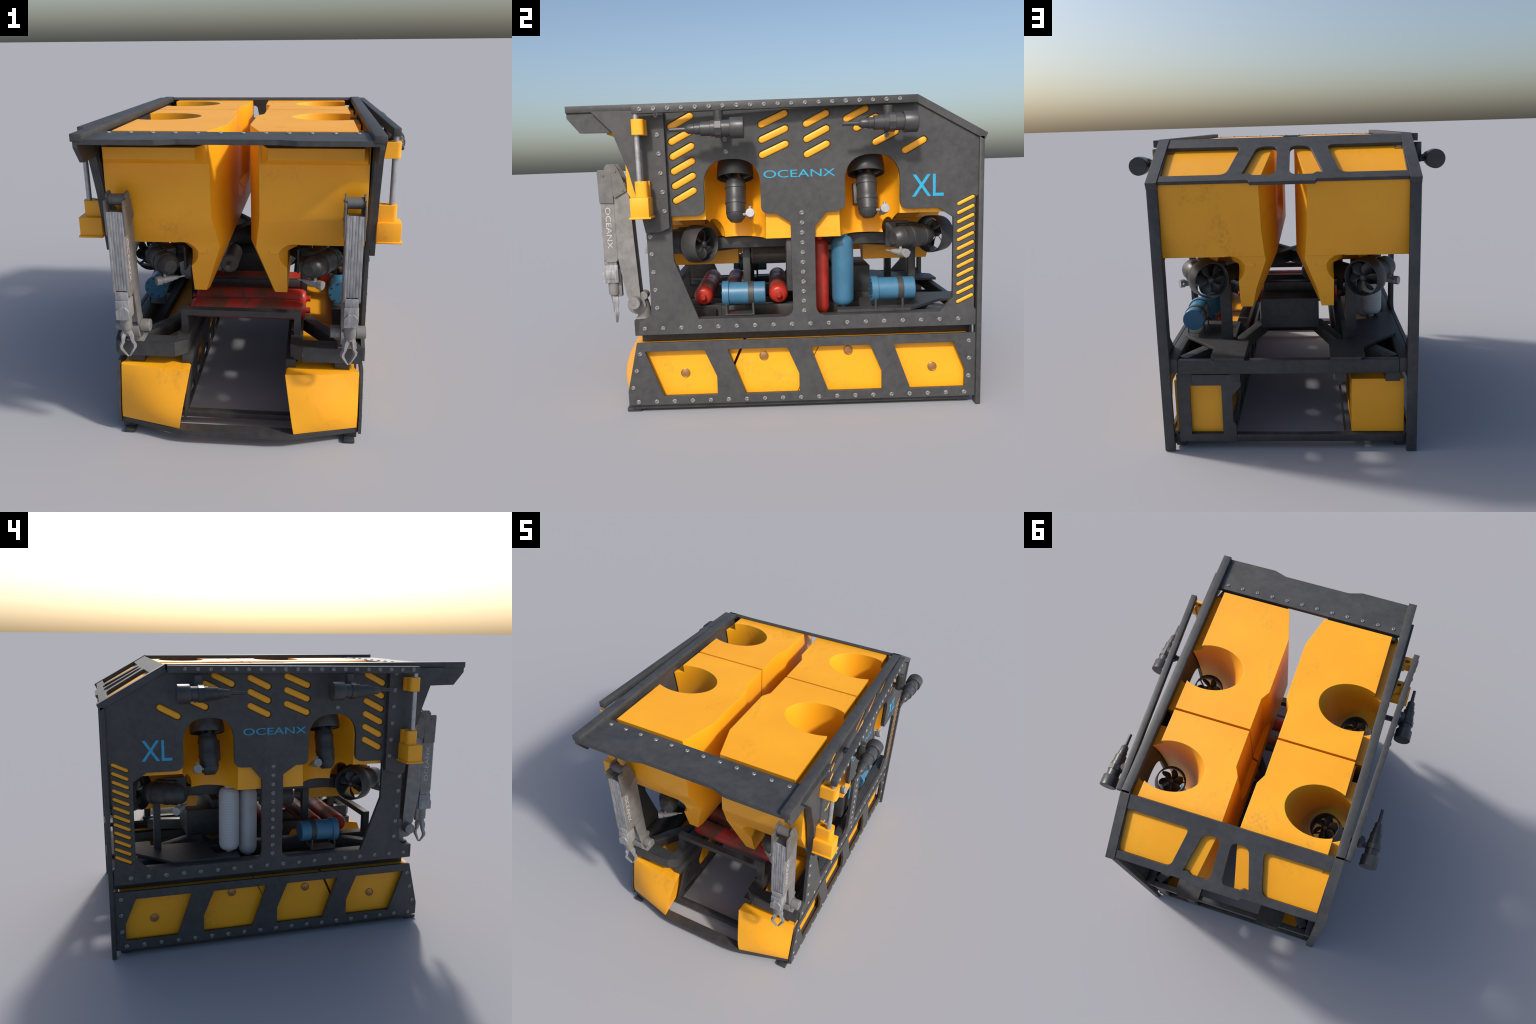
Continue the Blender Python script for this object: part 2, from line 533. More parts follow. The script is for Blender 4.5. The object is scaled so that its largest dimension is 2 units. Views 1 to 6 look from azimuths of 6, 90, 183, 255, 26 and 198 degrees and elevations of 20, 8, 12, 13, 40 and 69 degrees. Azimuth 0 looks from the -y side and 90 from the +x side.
# ------------------------------------------------------------------ floats
def inner_x(y, notch):
    pts = [(-1.1, 0.216), (-0.775, 0.121), (-0.537, 0.052), (-0.160, 0.052), (-0.107, 0.083), (0.335, 0.083), (0.390, 0.055), (0.70, 0.050), (0.97, 0.112), (1.1, 0.142)]
    if not notch:
        pts = [p for p in pts if not -0.2 < p[0] < 0.5]
    return pts

def float_block(front, sx):
    y0, y1 = (-0.8, 0.0965) if front else (0.109, 1.0)
    # side silhouette, swept across x
    if front:
        body = [(-0.664, 0.978), (-0.36, 0.978), (-0.30, 0.874), (y1, 0.874), (y1, 1.515), (-0.745, 1.515), (-0.738, 1.46), (-0.738, 1.125)]
        leg = [(-0.577, 0.70), (-0.230, 0.70), (-0.230, 1.2), (-0.728, 1.2), (-0.735, 1.125), (-0.664, 0.978)]
    else:
        body = [(y0, 0.874), (0.53, 0.874), (0.585, 0.978), (0.903, 0.978), (0.947, 1.12), (0.968, 1.340), (0.660, 1.515), (y0, 1.515)]
        leg = [(0.458, 0.70), (0.806, 0.70), (0.896, 0.978), (0.93, 1.2), (0.458, 1.2)]
    base = prism(new(), [body], "x", 0.0, 0.591)
    cut = []
    cut.append(("UNION", prism(new(), [leg], "x", 0.0, 0.234)))
    cut.append(("UNION", box(new(), 0.15, 0.280, -0.655, -0.40, 0.925, 0.9795, 0) if front else box(new(), 0.15, 0.280, 0.63, 0.886, 0.925, 0.9795, 0)))
    # inner side: plan profile, straight above the knee, slanting outward below it
    bm = new()
    levels = [(1.7, 0), (1.100, 0), (1.066, 1), (0.957, 1), (0.64, 2)]
    full = inner_x(0, True)
    flat = inner_x(0, False)
    def at(tab, y):
        for a, b in zip(tab, tab[1:]):
            if a[0] <= y <= b[0]:
                return a[1] + (b[1] - a[1]) * (y - a[0]) / (b[0] - a[0])
        return tab[-1][1]
    rings = []
    for z, kind in levels:
        ring = []
        for y, x in full:
            if kind == 1:
                x = at(flat, y)
            if kind == 2:
                x = 0.187
            ring.append(bm.verts.new((x, y, z)))
        ring.append(bm.verts.new((-0.2, 1.1, z)))
        ring.append(bm.verts.new((-0.2, -1.1, z)))
        rings.append(ring)
    for a, b in zip(rings, rings[1:]):
        k = len(a)
        for i in range(k):
            bm.faces.new((a[i], a[(i + 1) % k], b[(i + 1) % k], b[i]))
    bm.faces.new(rings[0]); bm.faces.new(rings[-1])
    bmesh.ops.triangulate(bm, faces=bm.faces[:])
    cut.append(("DIFFERENCE", bm))
    # step along the outer top edge
    cut.append(("DIFFERENCE", box(new(), 0.536, 0.7, -1.2, 1.2, 1.463, 1.7, 0)))
    if not front:
        cut.append(("DIFFERENCE", box(new(), 0.548, 0.7, 0.0, 0.205, 1.0, 1.6, 0)))
    elif False:
        cut.append(("DIFFERENCE", hull(new(), [(0.538, -0.9, 1.6), (0.7, -0.9, 1.6), (0.538, -0.742, 1.6), (0.7, -0.742, 1.6), (0.538, -0.9, 1.47), (0.7, -0.9, 1.47), (0.538, -0.742, 1.47), (0.7, -0.742, 1.47)])))
    # shaft of the upward thruster: oval, leaning outward to the bottom
    yc = -0.214 if front else 0.440
    bm = new()
    seg = 72
    lo, hi = [], []
    for k in range(seg):
        a = 2 * math.pi * k / seg
        ex, ey = 0.196 * math.cos(a), 0.147 * math.sin(a)
        for lay, z in ((lo, 0.6), (hi, 1.7)):
            lay.append(bm.verts.new((0.431 + (1.515 - z) * 0.318 + ex, yc + ey, z)))
    for k in range(seg):
        bm.faces.new((lo[k], lo[(k + 1) % seg], hi[(k + 1) % seg], hi[k]))
    bm.faces.new(lo); bm.faces.new(hi)
    cut.append(("DIFFERENCE", bm))
    # channel of the sideways thruster: widens toward the outer side
    if front:
        p, q = V((0.279, -0.660, 0.901)), V((0.525, -0.301, 0.880))
    else:
        p, q = V((0.279, 0.893, 0.901)), V((0.492, 0.534, 0.880))
    L = (q - p).length
    bm = lathe(new(), [(-0.3, 0), (-0.3, 0.079), (0, 0.079)] + [(L - 0.075 + 0.075 * math.sin(a * math.pi / 16), 0.096 * math.cos(a * math.pi / 16)) for a in range(0, 8)] + [(L, 0)], p, q - p, 56)
    cut.append(("DIFFERENCE", bm))
    if front:                                 # bevelled boss under the deck
        x0, x1 = 0.120, 0.588
        bm = hull(new(), [(x, -0.7365, z) for x in (x0, x1) for z in (1.372, 1.458)] + [(x, -0.826, z) for x in (x0 + 0.035, x1 - 0.03) for z in (1.405, 1.457)])
        cut.append(("UNION", bm))
    ob = carve("float_block", base, cut, YEL)
    if sx < 0:
        me = ob.data
        for v in me.vertices:
            v.co.x = -v.co.x
        me.flip_normals()
    return ob

# ------------------------------------------------------------------ thrusters
def motor_bm():
    pr = [(0, 0), (0, 0.027), (0.002, 0.029), (0.013, 0.0385), (0.024, 0.0458), (0.040, 0.0485), (0.0405, 0.0500), (0.088, 0.0503), (0.089, 0.0530), (0.107, 0.0530), (0.112, 0.0505),
          (0.166, 0.0500), (0.167, 0.0535), (0.184, 0.0530), (0.190, 0.0500), (0.212, 0.0465), (0.214, 0.043), (0.255, 0.016), (0.262, 0.013), (0.285, 0.012), (0.285, 0)]
    bm = lathe(new(), pr, seg=40)
    return bm

def nozzle_bm():
    pr = [(0.222, 0.0905), (0.225, 0.0925), (0.260, 0.0915), (0.298, 0.0875), (0.306, 0.0860), (0.306, 0.0835), (0.298, 0.0810), (0.260, 0.0830), (0.225, 0.0885), (0.222, 0.0905)]
    bm = lathe(new(), pr, seg=24)
    for k in range(3):                       # stator vanes hold the nozzle on the motor
        a = 2 * math.pi * k / 3 + 0.4
        e = V((math.cos(a), math.sin(a), 0))
        beam(bm, e * 0.036 + V((0, 0, 0.222)), e * 0.086 + V((0, 0, 0.240)), 0.004, 0.02, (0, 0, 1), 0.0008)
    return bm

def propeller_bm():
    bm = lathe(new(), [(0.258, 0), (0.258, 0.0175), (0.284, 0.0175), (0.293, 0.0145), (0.297, 0.008), (0.298, 0)], seg=20)
    nr, nw = 10, 5
    for k in range(6):
        a0 = 2 * math.pi * k / 6
        lay = []
        for side in (-1, 1):
            g = []
            for i in range(nr):
                s = i / (nr - 1)
                r = 0.013 + 0.061 * s
                wd = 0.014 + 0.056 * math.sin(math.pi * min(1, 0.06 + 0.74 * s)) * (1 - 0.6 * max(0, s - 0.72) / 0.28)
                tw = math.radians(58 - 28 * s)
                row = []
                for j in range(nw):
                    u = (j / (nw - 1) - 0.5) * wd
                    sweep = 0.30 * s * s
                    an = a0 + sweep + u * math.cos(tw) / max(r, 0.018)
                    z = 0.277 + u * math.sin(tw) + side * 0.0013 * (1 - abs(2 * j / (nw - 1) - 1) * 0.7)
                    row.append(bm.verts.new((r * math.cos(an), r * math.sin(an), z)))
                g.append(row)
            lay.append(g)
        for g in lay:
            for i in range(nr - 1):
                for j in range(nw - 1):
                    bm.faces.new((g[i][j], g[i + 1][j], g[i + 1][j + 1], g[i][j + 1]))
        rim = [(i, 0) for i in range(nr)] + [(nr - 1, j) for j in range(1, nw)] + [(i, nw - 1) for i in range(nr - 2, -1, -1)]
        for (i, j), (k2, l) in zip(rim, rim[1:]):
            bm.faces.new((lay[0][i][j], lay[0][k2][l], lay[1][k2][l], lay[1][i][j]))
    return bm

LAMP_PROF = [(0, 0), (0, 0.046), (0.002, 0.048), (0.060, 0.048), (0.063, 0.046), (0.063, 0.037), (0.150, 0.0365), (0.151, 0.033), (0.196, 0.0325), (0.198, 0.0255), (0.222, 0.0255),
             (0.224, 0.0222), (0.252, 0.0215), (0.262, 0.015), (0.266, 0.0105), (0.338, 0.009), (0.340, 0)]

def instrument_bm(hand):
    """Small lamp-like sensor clipped beside a thruster (local axis = thruster axis)."""
    bm = new()
    k = 0.44
    p = V((-0.070, 0.072 * hand, 0.028)); d = V((1, 0, 0))
    lathe(bm, [(s * k, r * k * 1.05) for s, r in LAMP_PROF], p, d, 20)
    lathe(bm, [(-0.007, 0), (-0.007, 0.019), (0.007, 0.019), (0.007, 0)], p + V((0.046, 0, 0)), d, 8)
    rod(bm, p + V((0.046, 0, 0)), p + V((0.046, -0.045 * hand, 0.004)), 0.0075, 12)
    rod(bm, p + V((0.016, 0, 0.0)), p + V((0.016, 0, 0.035)), 0.008, 12)
    return bm

def thrusters():
    mats = []
    for front in (True, False):
        yc = -0.215 if front else 0.439
        mats.append((V((0.565, yc, 0.960)), V((-0.305, 0, 0.952)), V((0, 1, 0)), (1, 1, 1)))
    mats.append((V((0.332, -0.645, 0.846)), V((0.565, 0.825, 0)), V((0, 0, -1)), (1.13, 1.05, 1.09)))
    mats.append((V((0.535, 0.564, 0.848)), V((-0.51, 0.86, 0)), V((0, 0, -1)), (1.13, 1.05, 1.09)))
    src = None
    for sx in (1, -1):
        for p, a, d, (km, kn, kl) in mats:
            a = a.normalized()
            e = a.cross(d)
            if sx < 0:
                p, a, d, e = (V((-q.x, q.y, q.z)) for q in (p, a, d, e))
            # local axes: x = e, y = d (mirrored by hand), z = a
            y = a.cross(e)
            hand = 1 if y.dot(d) > 0 else -1
            m = Matrix.Translation(p) @ Matrix((e, y, a)).transposed().to_4x4()
            if src is None:
                mo = add("thruster", motor_bm(), BLACK, ROOT, 28)
                no = add("nozzle", nozzle_bm(), BLACK, mo, 40)
                pr = add("propeller", propeller_bm(), BLACK, mo, 50)
                src = (mo, no, pr)
                mo.matrix_world = no.matrix_world = pr.matrix_world = m
                t = mo
            else:
                t = copy_at(src[0], "thruster", m @ Matrix.Diagonal((km, km, kl, 1)), ROOT)
                copy_at(src[1], "nozzle", m @ Matrix.Diagonal((kn, kn, kl, 1)), t)
                q = copy_at(src[2], "propeller", m @ Matrix.Diagonal((kn, kn, kl, 1)) @ Matrix.Rotation(random.uniform(0, 1), 4, "Z"), t)
            ins = add("instrument", instrument_bm(hand), INSTR, t, 35)
            ins.matrix_world = m
            bm = new()
            yy = sorted((-0.066 * hand, -0.036 * hand))
            if kl == 1 and p.y < 0:
                yy = [-0.025, 0.025]
            box(bm, 0.012, 0.062, yy[0], yy[1], 0.075, 0.185, 0.003)
            br = add("thruster_bracket", bm, TUBE, t)
            br.matrix_world = m

# ------------------------------------------------------------------ flood lamps on the light bars
def lamps():
    src = None
    for sx in (1, -1):
        for yb, bx in ((-0.152, 0.700), (0.631, 0.671)):
            k = yb - 0.117
            m = Matrix.Translation((sx * 0.757, yb, 1.404))
            bm = lathe(new(), LAMP_PROF, (0, 0, 0), (0, -1, 0), 32)
            l = add("flood_lamp", bm, LAMP, ROOT, 35)
            l.matrix_world = m
            bm = lathe(new(), [(0.101, 0), (0.101, 0.0425), (0.130, 0.0425), (0.130, 0)], (0, 0, 0), (0, -1, 0), 8)
            c = add("lamp_clamp", bm, LAMP, l, 20)
            c.matrix_world = m
            bm = new()
            x1 = sx * (bx - 0.757)
            rod(bm, (0, -0.117, 0.0), (x1 - sx * 0.01, -0.117, 0.0), 0.019, 20)
            rod(bm, (x1 + sx * 0.012, -0.117, -0.02), (x1 + sx * 0.012, -0.117, 0.082), 0.022, 20)
            rod(bm, (x1, -0.117, 0.0), (sx * (0.618 - 0.757), -0.117, 0.0), 0.016, 20)
            s = add("lamp_stalk", bm, LAMP, l, 35)
            s.matrix_world = m

# ------------------------------------------------------------------ yellow rod actuators at the front corners
def corner_actuator(sx):
    bm = new()
    box(bm, 0.640, 0.751, -0.693, -0.606, 1.012, 1.102, 0.003)
    box(bm, 0.640, 0.757, -0.699, -0.598, 1.003, 1.0125, 0.002)
    b = add("actuator_housing", bm, YEL, sx=sx)
    def clamp(z0, z1, nm):
        lp = fillet([(0.642, -0.672), (0.730, -0.672, 0.022), (0.730, -0.612, 0.022), (0.690, -0.612), (0.690, -0.622), (0.662, -0.622), (0.662, -0.612), (0.642, -0.612)])
        hole = capsule((0.662, -0.642), (0.672, -0.642), 0.010)
        add(nm, prism(new(), [lp, hole], "z", z0, z1), YEL, b, 30, sx)
    clamp(1.102, 1.177, "actuator_collar")
    clamp(1.389, 1.460, "actuator_collar")
    bm = new()
    rod(bm, (0.705, -0.650, 1.10), (0.705, -0.650, 1.50), 0.0125, 20)
    add("actuator_rod", bm, STEEL, b, 40, sx)

# ------------------------------------------------------------------ manipulator arms
def arm(xc):
    out = 1 if xc > 0 else -1
    # pedestal and shoulder
    bm = new()
    box(bm, xc - 0.045, xc + 0.045, -0.742, -0.662, 0.484, 0.4925, 0.001)
    lathe(bm, [(0, 0), (0, 0.036), (0.05, 0.035), (0.085, 0.030), (0.085, 0)], (xc, -0.703, 0.49), (0, -0.12, 1), 28)
    hull_pts = []
    lathe(bm, [(-0.035, 0), (-0.035, 0.046), (0.035, 0.046), (0.035, 0)], (xc, -0.735, 0.556), (1, 0, 0), 28)
    root = add("manipulator_arm", bm, ARM, ROOT, 35)
    bm = new()
    rod(bm, (xc - 0.084, -0.738, 0.574), (xc - 0.037, -0.738, 0.574), 0.0305, 28, 0.002)
    rod(bm, (xc + 0.037, -0.738, 0.574), (xc + 0.084, -0.738, 0.574), 0.0305, 28, 0.002)
    for s in (-1, 1):
        lathe(bm, [(0, 0), (0, 0.008), (0.0015, 0.008), (0.0015, 0.0)], (xc + s * 0.084, -0.738, 0.574), (s, 0, 0), 12)
    rod(bm, (xc - 0.03, -0.700, 0.60), (xc + 0.03, -0.700, 0.60), 0.022, 20)
    add("shoulder_joint", bm, ARM, root, 35)
    # upper arm: two cheek plates and a front web
    ol = [(-0.800, 1.20), (-0.752, 1.17), (-0.735, 1.10), (-0.727, 0.90), (-0.712, 0.585), (-0.765, 0.575), (-0.779, 0.600), (-0.803, 0.735), (-0.820, 0.850), (-0.8165, 1.09)]
    bm = new()
    prism(bm, [ol], "x", xc - 0.037, xc - 0.030)
    prism(bm, [ol], "x", xc + 0.030, xc + 0.037)
    web = [(-0.8165, 1.12), (-0.818, 0.850), (-0.801, 0.735), (-0.777, 0.605), (-0.770, 0.605), (-0.794, 0.735), (-0.811, 0.850), (-0.809, 1.12)]
    prism(bm, [web], "x", xc - 0.0299, xc + 0.0299)
    add("upper_arm", bm, ARM, root, 30)
    # elbow
    el = fillet([(-0.850, 1.242, 0.004), (-0.836, 1.262, 0.012), (-0.796, 1.263, 0.014), (-0.774, 1.222), (-0.743, 1.132, 0.006), (-0.806, 1.096, 0.004), (-0.824, 1.130), (-0.830, 1.21)])
    bm = new()
    prism(bm, [el], "x", xc - 0.045, xc - 0.0375)
    prism(bm, [el], "x", xc + 0.0375, xc + 0.045)
    e = add("elbow", bm, ARMD, root, 30)
    bm = new()
    rod(bm, (xc - 0.037, -0.822, 1.226), (xc + 0.037, -0.822, 1.226), 0.026, 28)
    add("elbow_drum", bm, ARMD, e, 35)
    bm = new()
    for y, z in ((-0.857, 1.209), (-0.796, 1.228), (-0.766, 1.137)):
        for s in (-1, 1):
            lathe(bm, [(0, 0.0062), (0.003, 0.0055), (0.003, 0.003), (0.001, 0.003), (0.001, 0)], (xc + s * 0.0465, y, z), (s, 0, 0), 12)
    o = add("elbow_pin", bm, ARM, e, 35); o["kind"] = "stuff"
    # forearm
    def shift(bm):
        for v in bm.verts:
            v.co.y += 0.0075
    f = fillet([(-0.887, 1.178), (-0.821, 1.178), (-0.821, 0.778, 0.02), (-0.885, 0.778, 0.02)])
    bm = new()
    prism(bm, [f], "x", xc - 0.038, xc - 0.026)
    prism(bm, [f], "x", xc + 0.026, xc + 0.038)
    box(bm, xc - 0.0258, xc + 0.0258, -0.878, -0.823, 0.80, 1.178, 0.001)
    shift(bm)
    fo = add("forearm", bm, ARM, root, 30)
    bm = new()                                # worn strips down the front
    n = 6
    w = 0.076 / n
    for i in range(n):
        x0 = xc - 0.038 + i * w
        box(bm, x0 + 0.0001, x0 + w - 0.0001, -0.8905 + 0.0006 * (i % 2), -0.8795 if 0 < i < n - 1 else -0.8855, 0.812 if 0 < i < n - 1 else 0.79, 1.183, 0.0008)
    shift(bm)
    add("forearm_strip", bm, ALU, fo, 30)
    cv = fillet([(-0.8925, 1.236, 0.012), (-0.824, 1.234, 0.014), (-0.820, 1.073), (-0.8895, 1.076)])
    bm = new()
    prism(bm, [cv], "x", xc - 0.0455, xc - 0.0385)
    prism(bm, [cv], "x", xc + 0.0385, xc + 0.0455)
    shift(bm)
    add("forearm_cheek", bm, ARMD, fo, 30)
    for s in (1, -1):
        up = (0, 1, 0)
        if s > 0:
            letters("lettering", "OCEANX", fo, WHITE, (xc + 0.038, -0.859, 1.052), (0, 0, -1), up, 0.205, 0.026)
        else:
            letters("lettering", "OCEANX", fo, WHITE, (xc - 0.038, -0.859, 0.847), (0, 0, 1), up, 0.205, 0.026)
    # wrist
    bm = new()
    box(bm, xc - 0.030, xc + 0.030, -0.886, -0.822, 0.764, 0.806, 0.003)
    box(bm, xc - 0.033, xc + 0.033, -0.888, -0.818, 0.672, 0.764, 0.003)
    prism(bm, [fillet([(xc - 0.030, 0.672), (xc + 0.030, 0.672), (xc + 0.030, 0.716), (xc + 0.013, 0.733), (xc - 0.013, 0.733), (xc - 0.030, 0.716)])], "y", -0.897, -0.8875)
    box(bm, xc - 0.0345, xc + 0.0345, -0.880, -0.826, 0.692, 0.735, 0.002)
    wr = add("wrist", bm, ALU, root, 30)
    bm = new()
    lathe(bm, [(0, 0), (0, 0.0285), (0.055, 0.0285), (0.064, 0.026), (0.066, 0.020), (0.082, 0.019), (0.086, 0.016), (0.086, 0)], (xc, -0.851, 0.672), (0, 0, -1), 24)
    box(bm, xc - 0.018, xc + 0.010, -0.846, -0.81, 0.598, 0.74, 0.004)
    add("wrist_motor", bm, ARM, wr, 30)
    # gripper: two bent fingers, turned a little about the wrist
    for s in (1, -1):
        bm = new()
        path = [(0.008, 0.600, 0.018), (0.019, 0.575, 0.020), (0.023, 0.540, 0.013), (0.033, 0.522, 0.013), (0.032, 0.506, 0.012), (0.004, 0.462, 0.007)]
        ca, sa = math.cos(0.42), math.sin(0.42)
        prev = None
        for off, z, w in path:
            cx, cy = xc + s * off * ca, -0.850 + s * off * sa * 0.85
            t = V((ca, sa, 0)); b = V((-sa, ca, 0))
            ring = [bm.verts.new(V((cx, cy, z)) + t * u * w * 0.55 + b * v * w * 0.75) for u, v in ((-1, -1), (1, -1), (1, 1), (-1, 1))]
            if prev:
                for i in range(4):
                    bm.faces.new((prev[i], prev[(i + 1) % 4], ring[(i + 1) % 4], ring[i]))
            else:
                bm.faces.new(ring)
            prev = ring
        bm.faces.new(prev)
        bmesh.ops.recalc_face_normals(bm, faces=bm.faces[:])
        bmesh.ops.bevel(bm, geom=bm.edges[:], offset=0.0012, segments=1, affect="EDGES")
        add("gripper_finger", bm, ALU, wr, 30)

# ------------------------------------------------------------------ lower skids
def skid(sx):
    # outer plate with four slanted windows
    outline = [(-0.737, 0.369), (-0.796, 0.116), (-0.796, 0.044), (0.960, 0.040), (0.960, 0.369)]
    loops = [outline]
    for i in range(4):
        y = -0.699 + i * 0.4165
        loops.append([(y, 0.3245), (y + 0.299, 0.3245), (y + 0.357, 0.185), (y + 0.356, 0.089), (y + 0.084, 0.088)])
    pl = add("skid_plate", prism(new(), loops, "x", 0.598, 0.613), DARK, ROOT, 30, sx)
    for i in range(19):
        bolt(pl, (0.613 * sx, -0.746 + i * 0.0918, 0.061), (sx, 0, 0))
    for y, z in ((-0.723, 0.313), (-0.746, 0.225), (-0.769, 0.136), (0.927, 0.329), (0.929, 0.239), (0.927, 0.146)):
        bolt(pl, (0.613 * sx, y, z), (sx, 0, 0))
    # yellow ballast blocks with slanting joints
    za, zb = 0.078, 0.359
    j1, j2 = (lambda z: -0.190 + (z - 0.359) * 0.45), (lambda z: 0.201 + (z - 0.359) * 0.47)
    xo = 0.571
    xi = lambda z: 0.312
    def block(ya, yb, nose=False):
        bm = new()
        rows = []
        for z in (za, 0.11, 0.15, 0.20, 0.25, 0.30, 0.335, 0.353, zb):
            t = (z - za) / (0.353 - za)
            row = []
            if nose:                          # raked, slightly twisted bow
                xa = 0.281 + (0.234 - 0.281) * min(t, 1)
                a, b = -0.874 + 0.088 * max(0, (min(t, 1) - 0.15) / 0.85) ** 1.15, -0.792 + 0.048 * max(0, (min(t, 1) - 0.15) / 0.85)
                if z == zb:
                    a, b, xa = -0.737, -0.737, 0.236
                for i in range(9):
                    k = i / 8
                    row.append((xa + (0.592 - xa) * k, a + (b - a) * k - 0.012 * k * (1 - k) * (t > 0.9 and t < 1.01) - 0.030 * math.sin(math.pi * k) * max(0, math.sin(math.pi * min(t, 1))), z))
                row.append((xo, -0.70, z))
                row.append((xo, yb(z), z))
                row.append((xi(z), yb(z), z))
                row.append((xi(z), -0.62, z))
            else:
                row = [(xi(z), ya(z), z), (xo, ya(z), z), (xo, yb(z), z), (xi(z), yb(z), z)]
            rows.append([bm.verts.new(p) for p in row])
        n = len(rows[0])
        for a, b in zip(rows, rows[1:]):
            for i in range(n):
                bm.faces.new((a[i], a[(i + 1) % n], b[(i + 1) % n], b[i]))
        bm.faces.new(rows[0]); bm.faces.new(rows[-1])
        return bm
    blocks = [block(None, lambda z: j1(z) - 0.014, True), block(j1, lambda z: j2(z) - 0.004), block(j2, lambda z: 0.930)]
    knobs = ([(-0.507, 0.196)], [(-0.103, 0.273)], [(0.326, 0.288), (0.753, 0.188)])
    for bm, kn in zip(blocks, knobs):
        b = add("ballast_block", bm, YEL, ROOT, 30, sx)
        for y, z in kn:
            kb = lathe(new(), [(-0.004, 0.023), (0.006, 0.023), (0.0075, 0.0205), (0.004, 0.0195), (0.0058, 0.013), (0.007, 0.005), (0.0072, 0)], (xo, y, z), (1, 0, 0), 28)
            add("block_knob", kb, KNOB, b, 45, sx)
    # inner lattice panel
    loops = [[(-0.64, 0.357), (-0.665, 0.28), (-0.69, 0.18), (-0.725, 0.085), (-0.725, 0.043), (0.955, 0.041), (0.955, 0.075), (0.83, 0.080), (0.776, 0.238), (0.82, 0.338), (0.955, 0.340), (0.955, 0.357)]]
    for k in range(4):
        yc = -0.57 + k * 0.4165
        loops.append(fillet([(yc - 0.065, 0.343), (yc + 0.058, 0.343), (yc - 0.004, 0.304, 0.03)]))
        loops.append(fillet([(yc + 0.095, 0.080), (yc - 0.095, 0.080), (yc - 0.055, 0.15, 0.02), (yc, 0.178, 0.03), (yc + 0.055, 0.15, 0.02)]))
        if k == 3:
            break
        y1 = yc + 0.32
        loops.append(fillet([(yc + 0.096, 0.238, 0.02), (yc + 0.140, 0.338), (y1 - 0.045 * (k < 3), 0.338), (y1, 0.238, 0.02 * (k < 3)), (y1 - 0.05 * (k < 3), 0.082), (yc + 0.15, 0.082)]))
    bm = prism(new(), loops, "x", 0.0, 0.012)
    for v in bm.verts:                        # the panel leans outward to the bottom
        v.co.x += 0.245 + (0.357 - v.co.z) * 0.105
    add("lattice_panel", bm, TUBE, ROOT, 30, sx)
    # long rails between skid and frame, bottom runner and feet
    bm = new()
    box(bm, 0.234, 0.284, -0.722, 0.962, 0.3595, 0.4045)
    box(bm, 0.475, 0.546, -0.722, 0.962, 0.3595, 0.4045)
    add("skid_rail", bm, TUBE, ROOT, 30, sx)
    bm = new()
    box(bm, 0.530, 0.592, -0.785, 0.938, 0.0155, 0.0435)
    box(bm, 0.500, 0.5965, -0.70, 0.945, 0.0440, 0.0772)
    add("runner", bm, TUBE, ROOT, 30, sx)
    bm = new()
    box(bm, 0.528, 0.582, -0.815, -0.745, 0.0, 0.018)
    box(bm, 0.528, 0.580, 0.880, 0.932, 0.004, 0.040)
    add("foot", bm, TUBE, ROOT, 30, sx)

def bottom_frame():
    bm = new()
    lp = [(-0.5965, -0.788), (-0.285, -0.880), (-0.2, -0.888), (0.2, -0.888), (0.285, -0.880), (0.5965, -0.788), (0.5965, -0.71), (0.275, -0.822), (-0.275, -0.822), (-0.5965, -0.71)]
    prism(bm, [lp], "z", 0.0485, 0.0765)
    add("front_bumper", bm, TUBE)
    bm = new()
    box(bm, -0.571, 0.571, -0.722, -0.685, 0.047, 0.0785)
    add("cross_member", bm, TUBE)
    bm = new()
    box(bm, -0.576, 0.576, 0.925, 0.9575, 0.038, 0.076)
    add("cross_member", bm, TUBE)
    # rear guard behind the starboard-looking block only
    lp = [(0.553, 0.3985), (0.234, 0.3985), (0.234, 0.335), (0.277, 0.287), (0.280, 0.148), (0.265, 0.127), (0.263, 0.040), (0.553, 0.040)]
    hl = [(0.489, 0.342), (0.331, 0.342), (0.332, 0.079), (0.491, 0.079)]
    add("rear_guard", prism(new(), [lp, hl], "y", 0.946, 0.960), DARK)

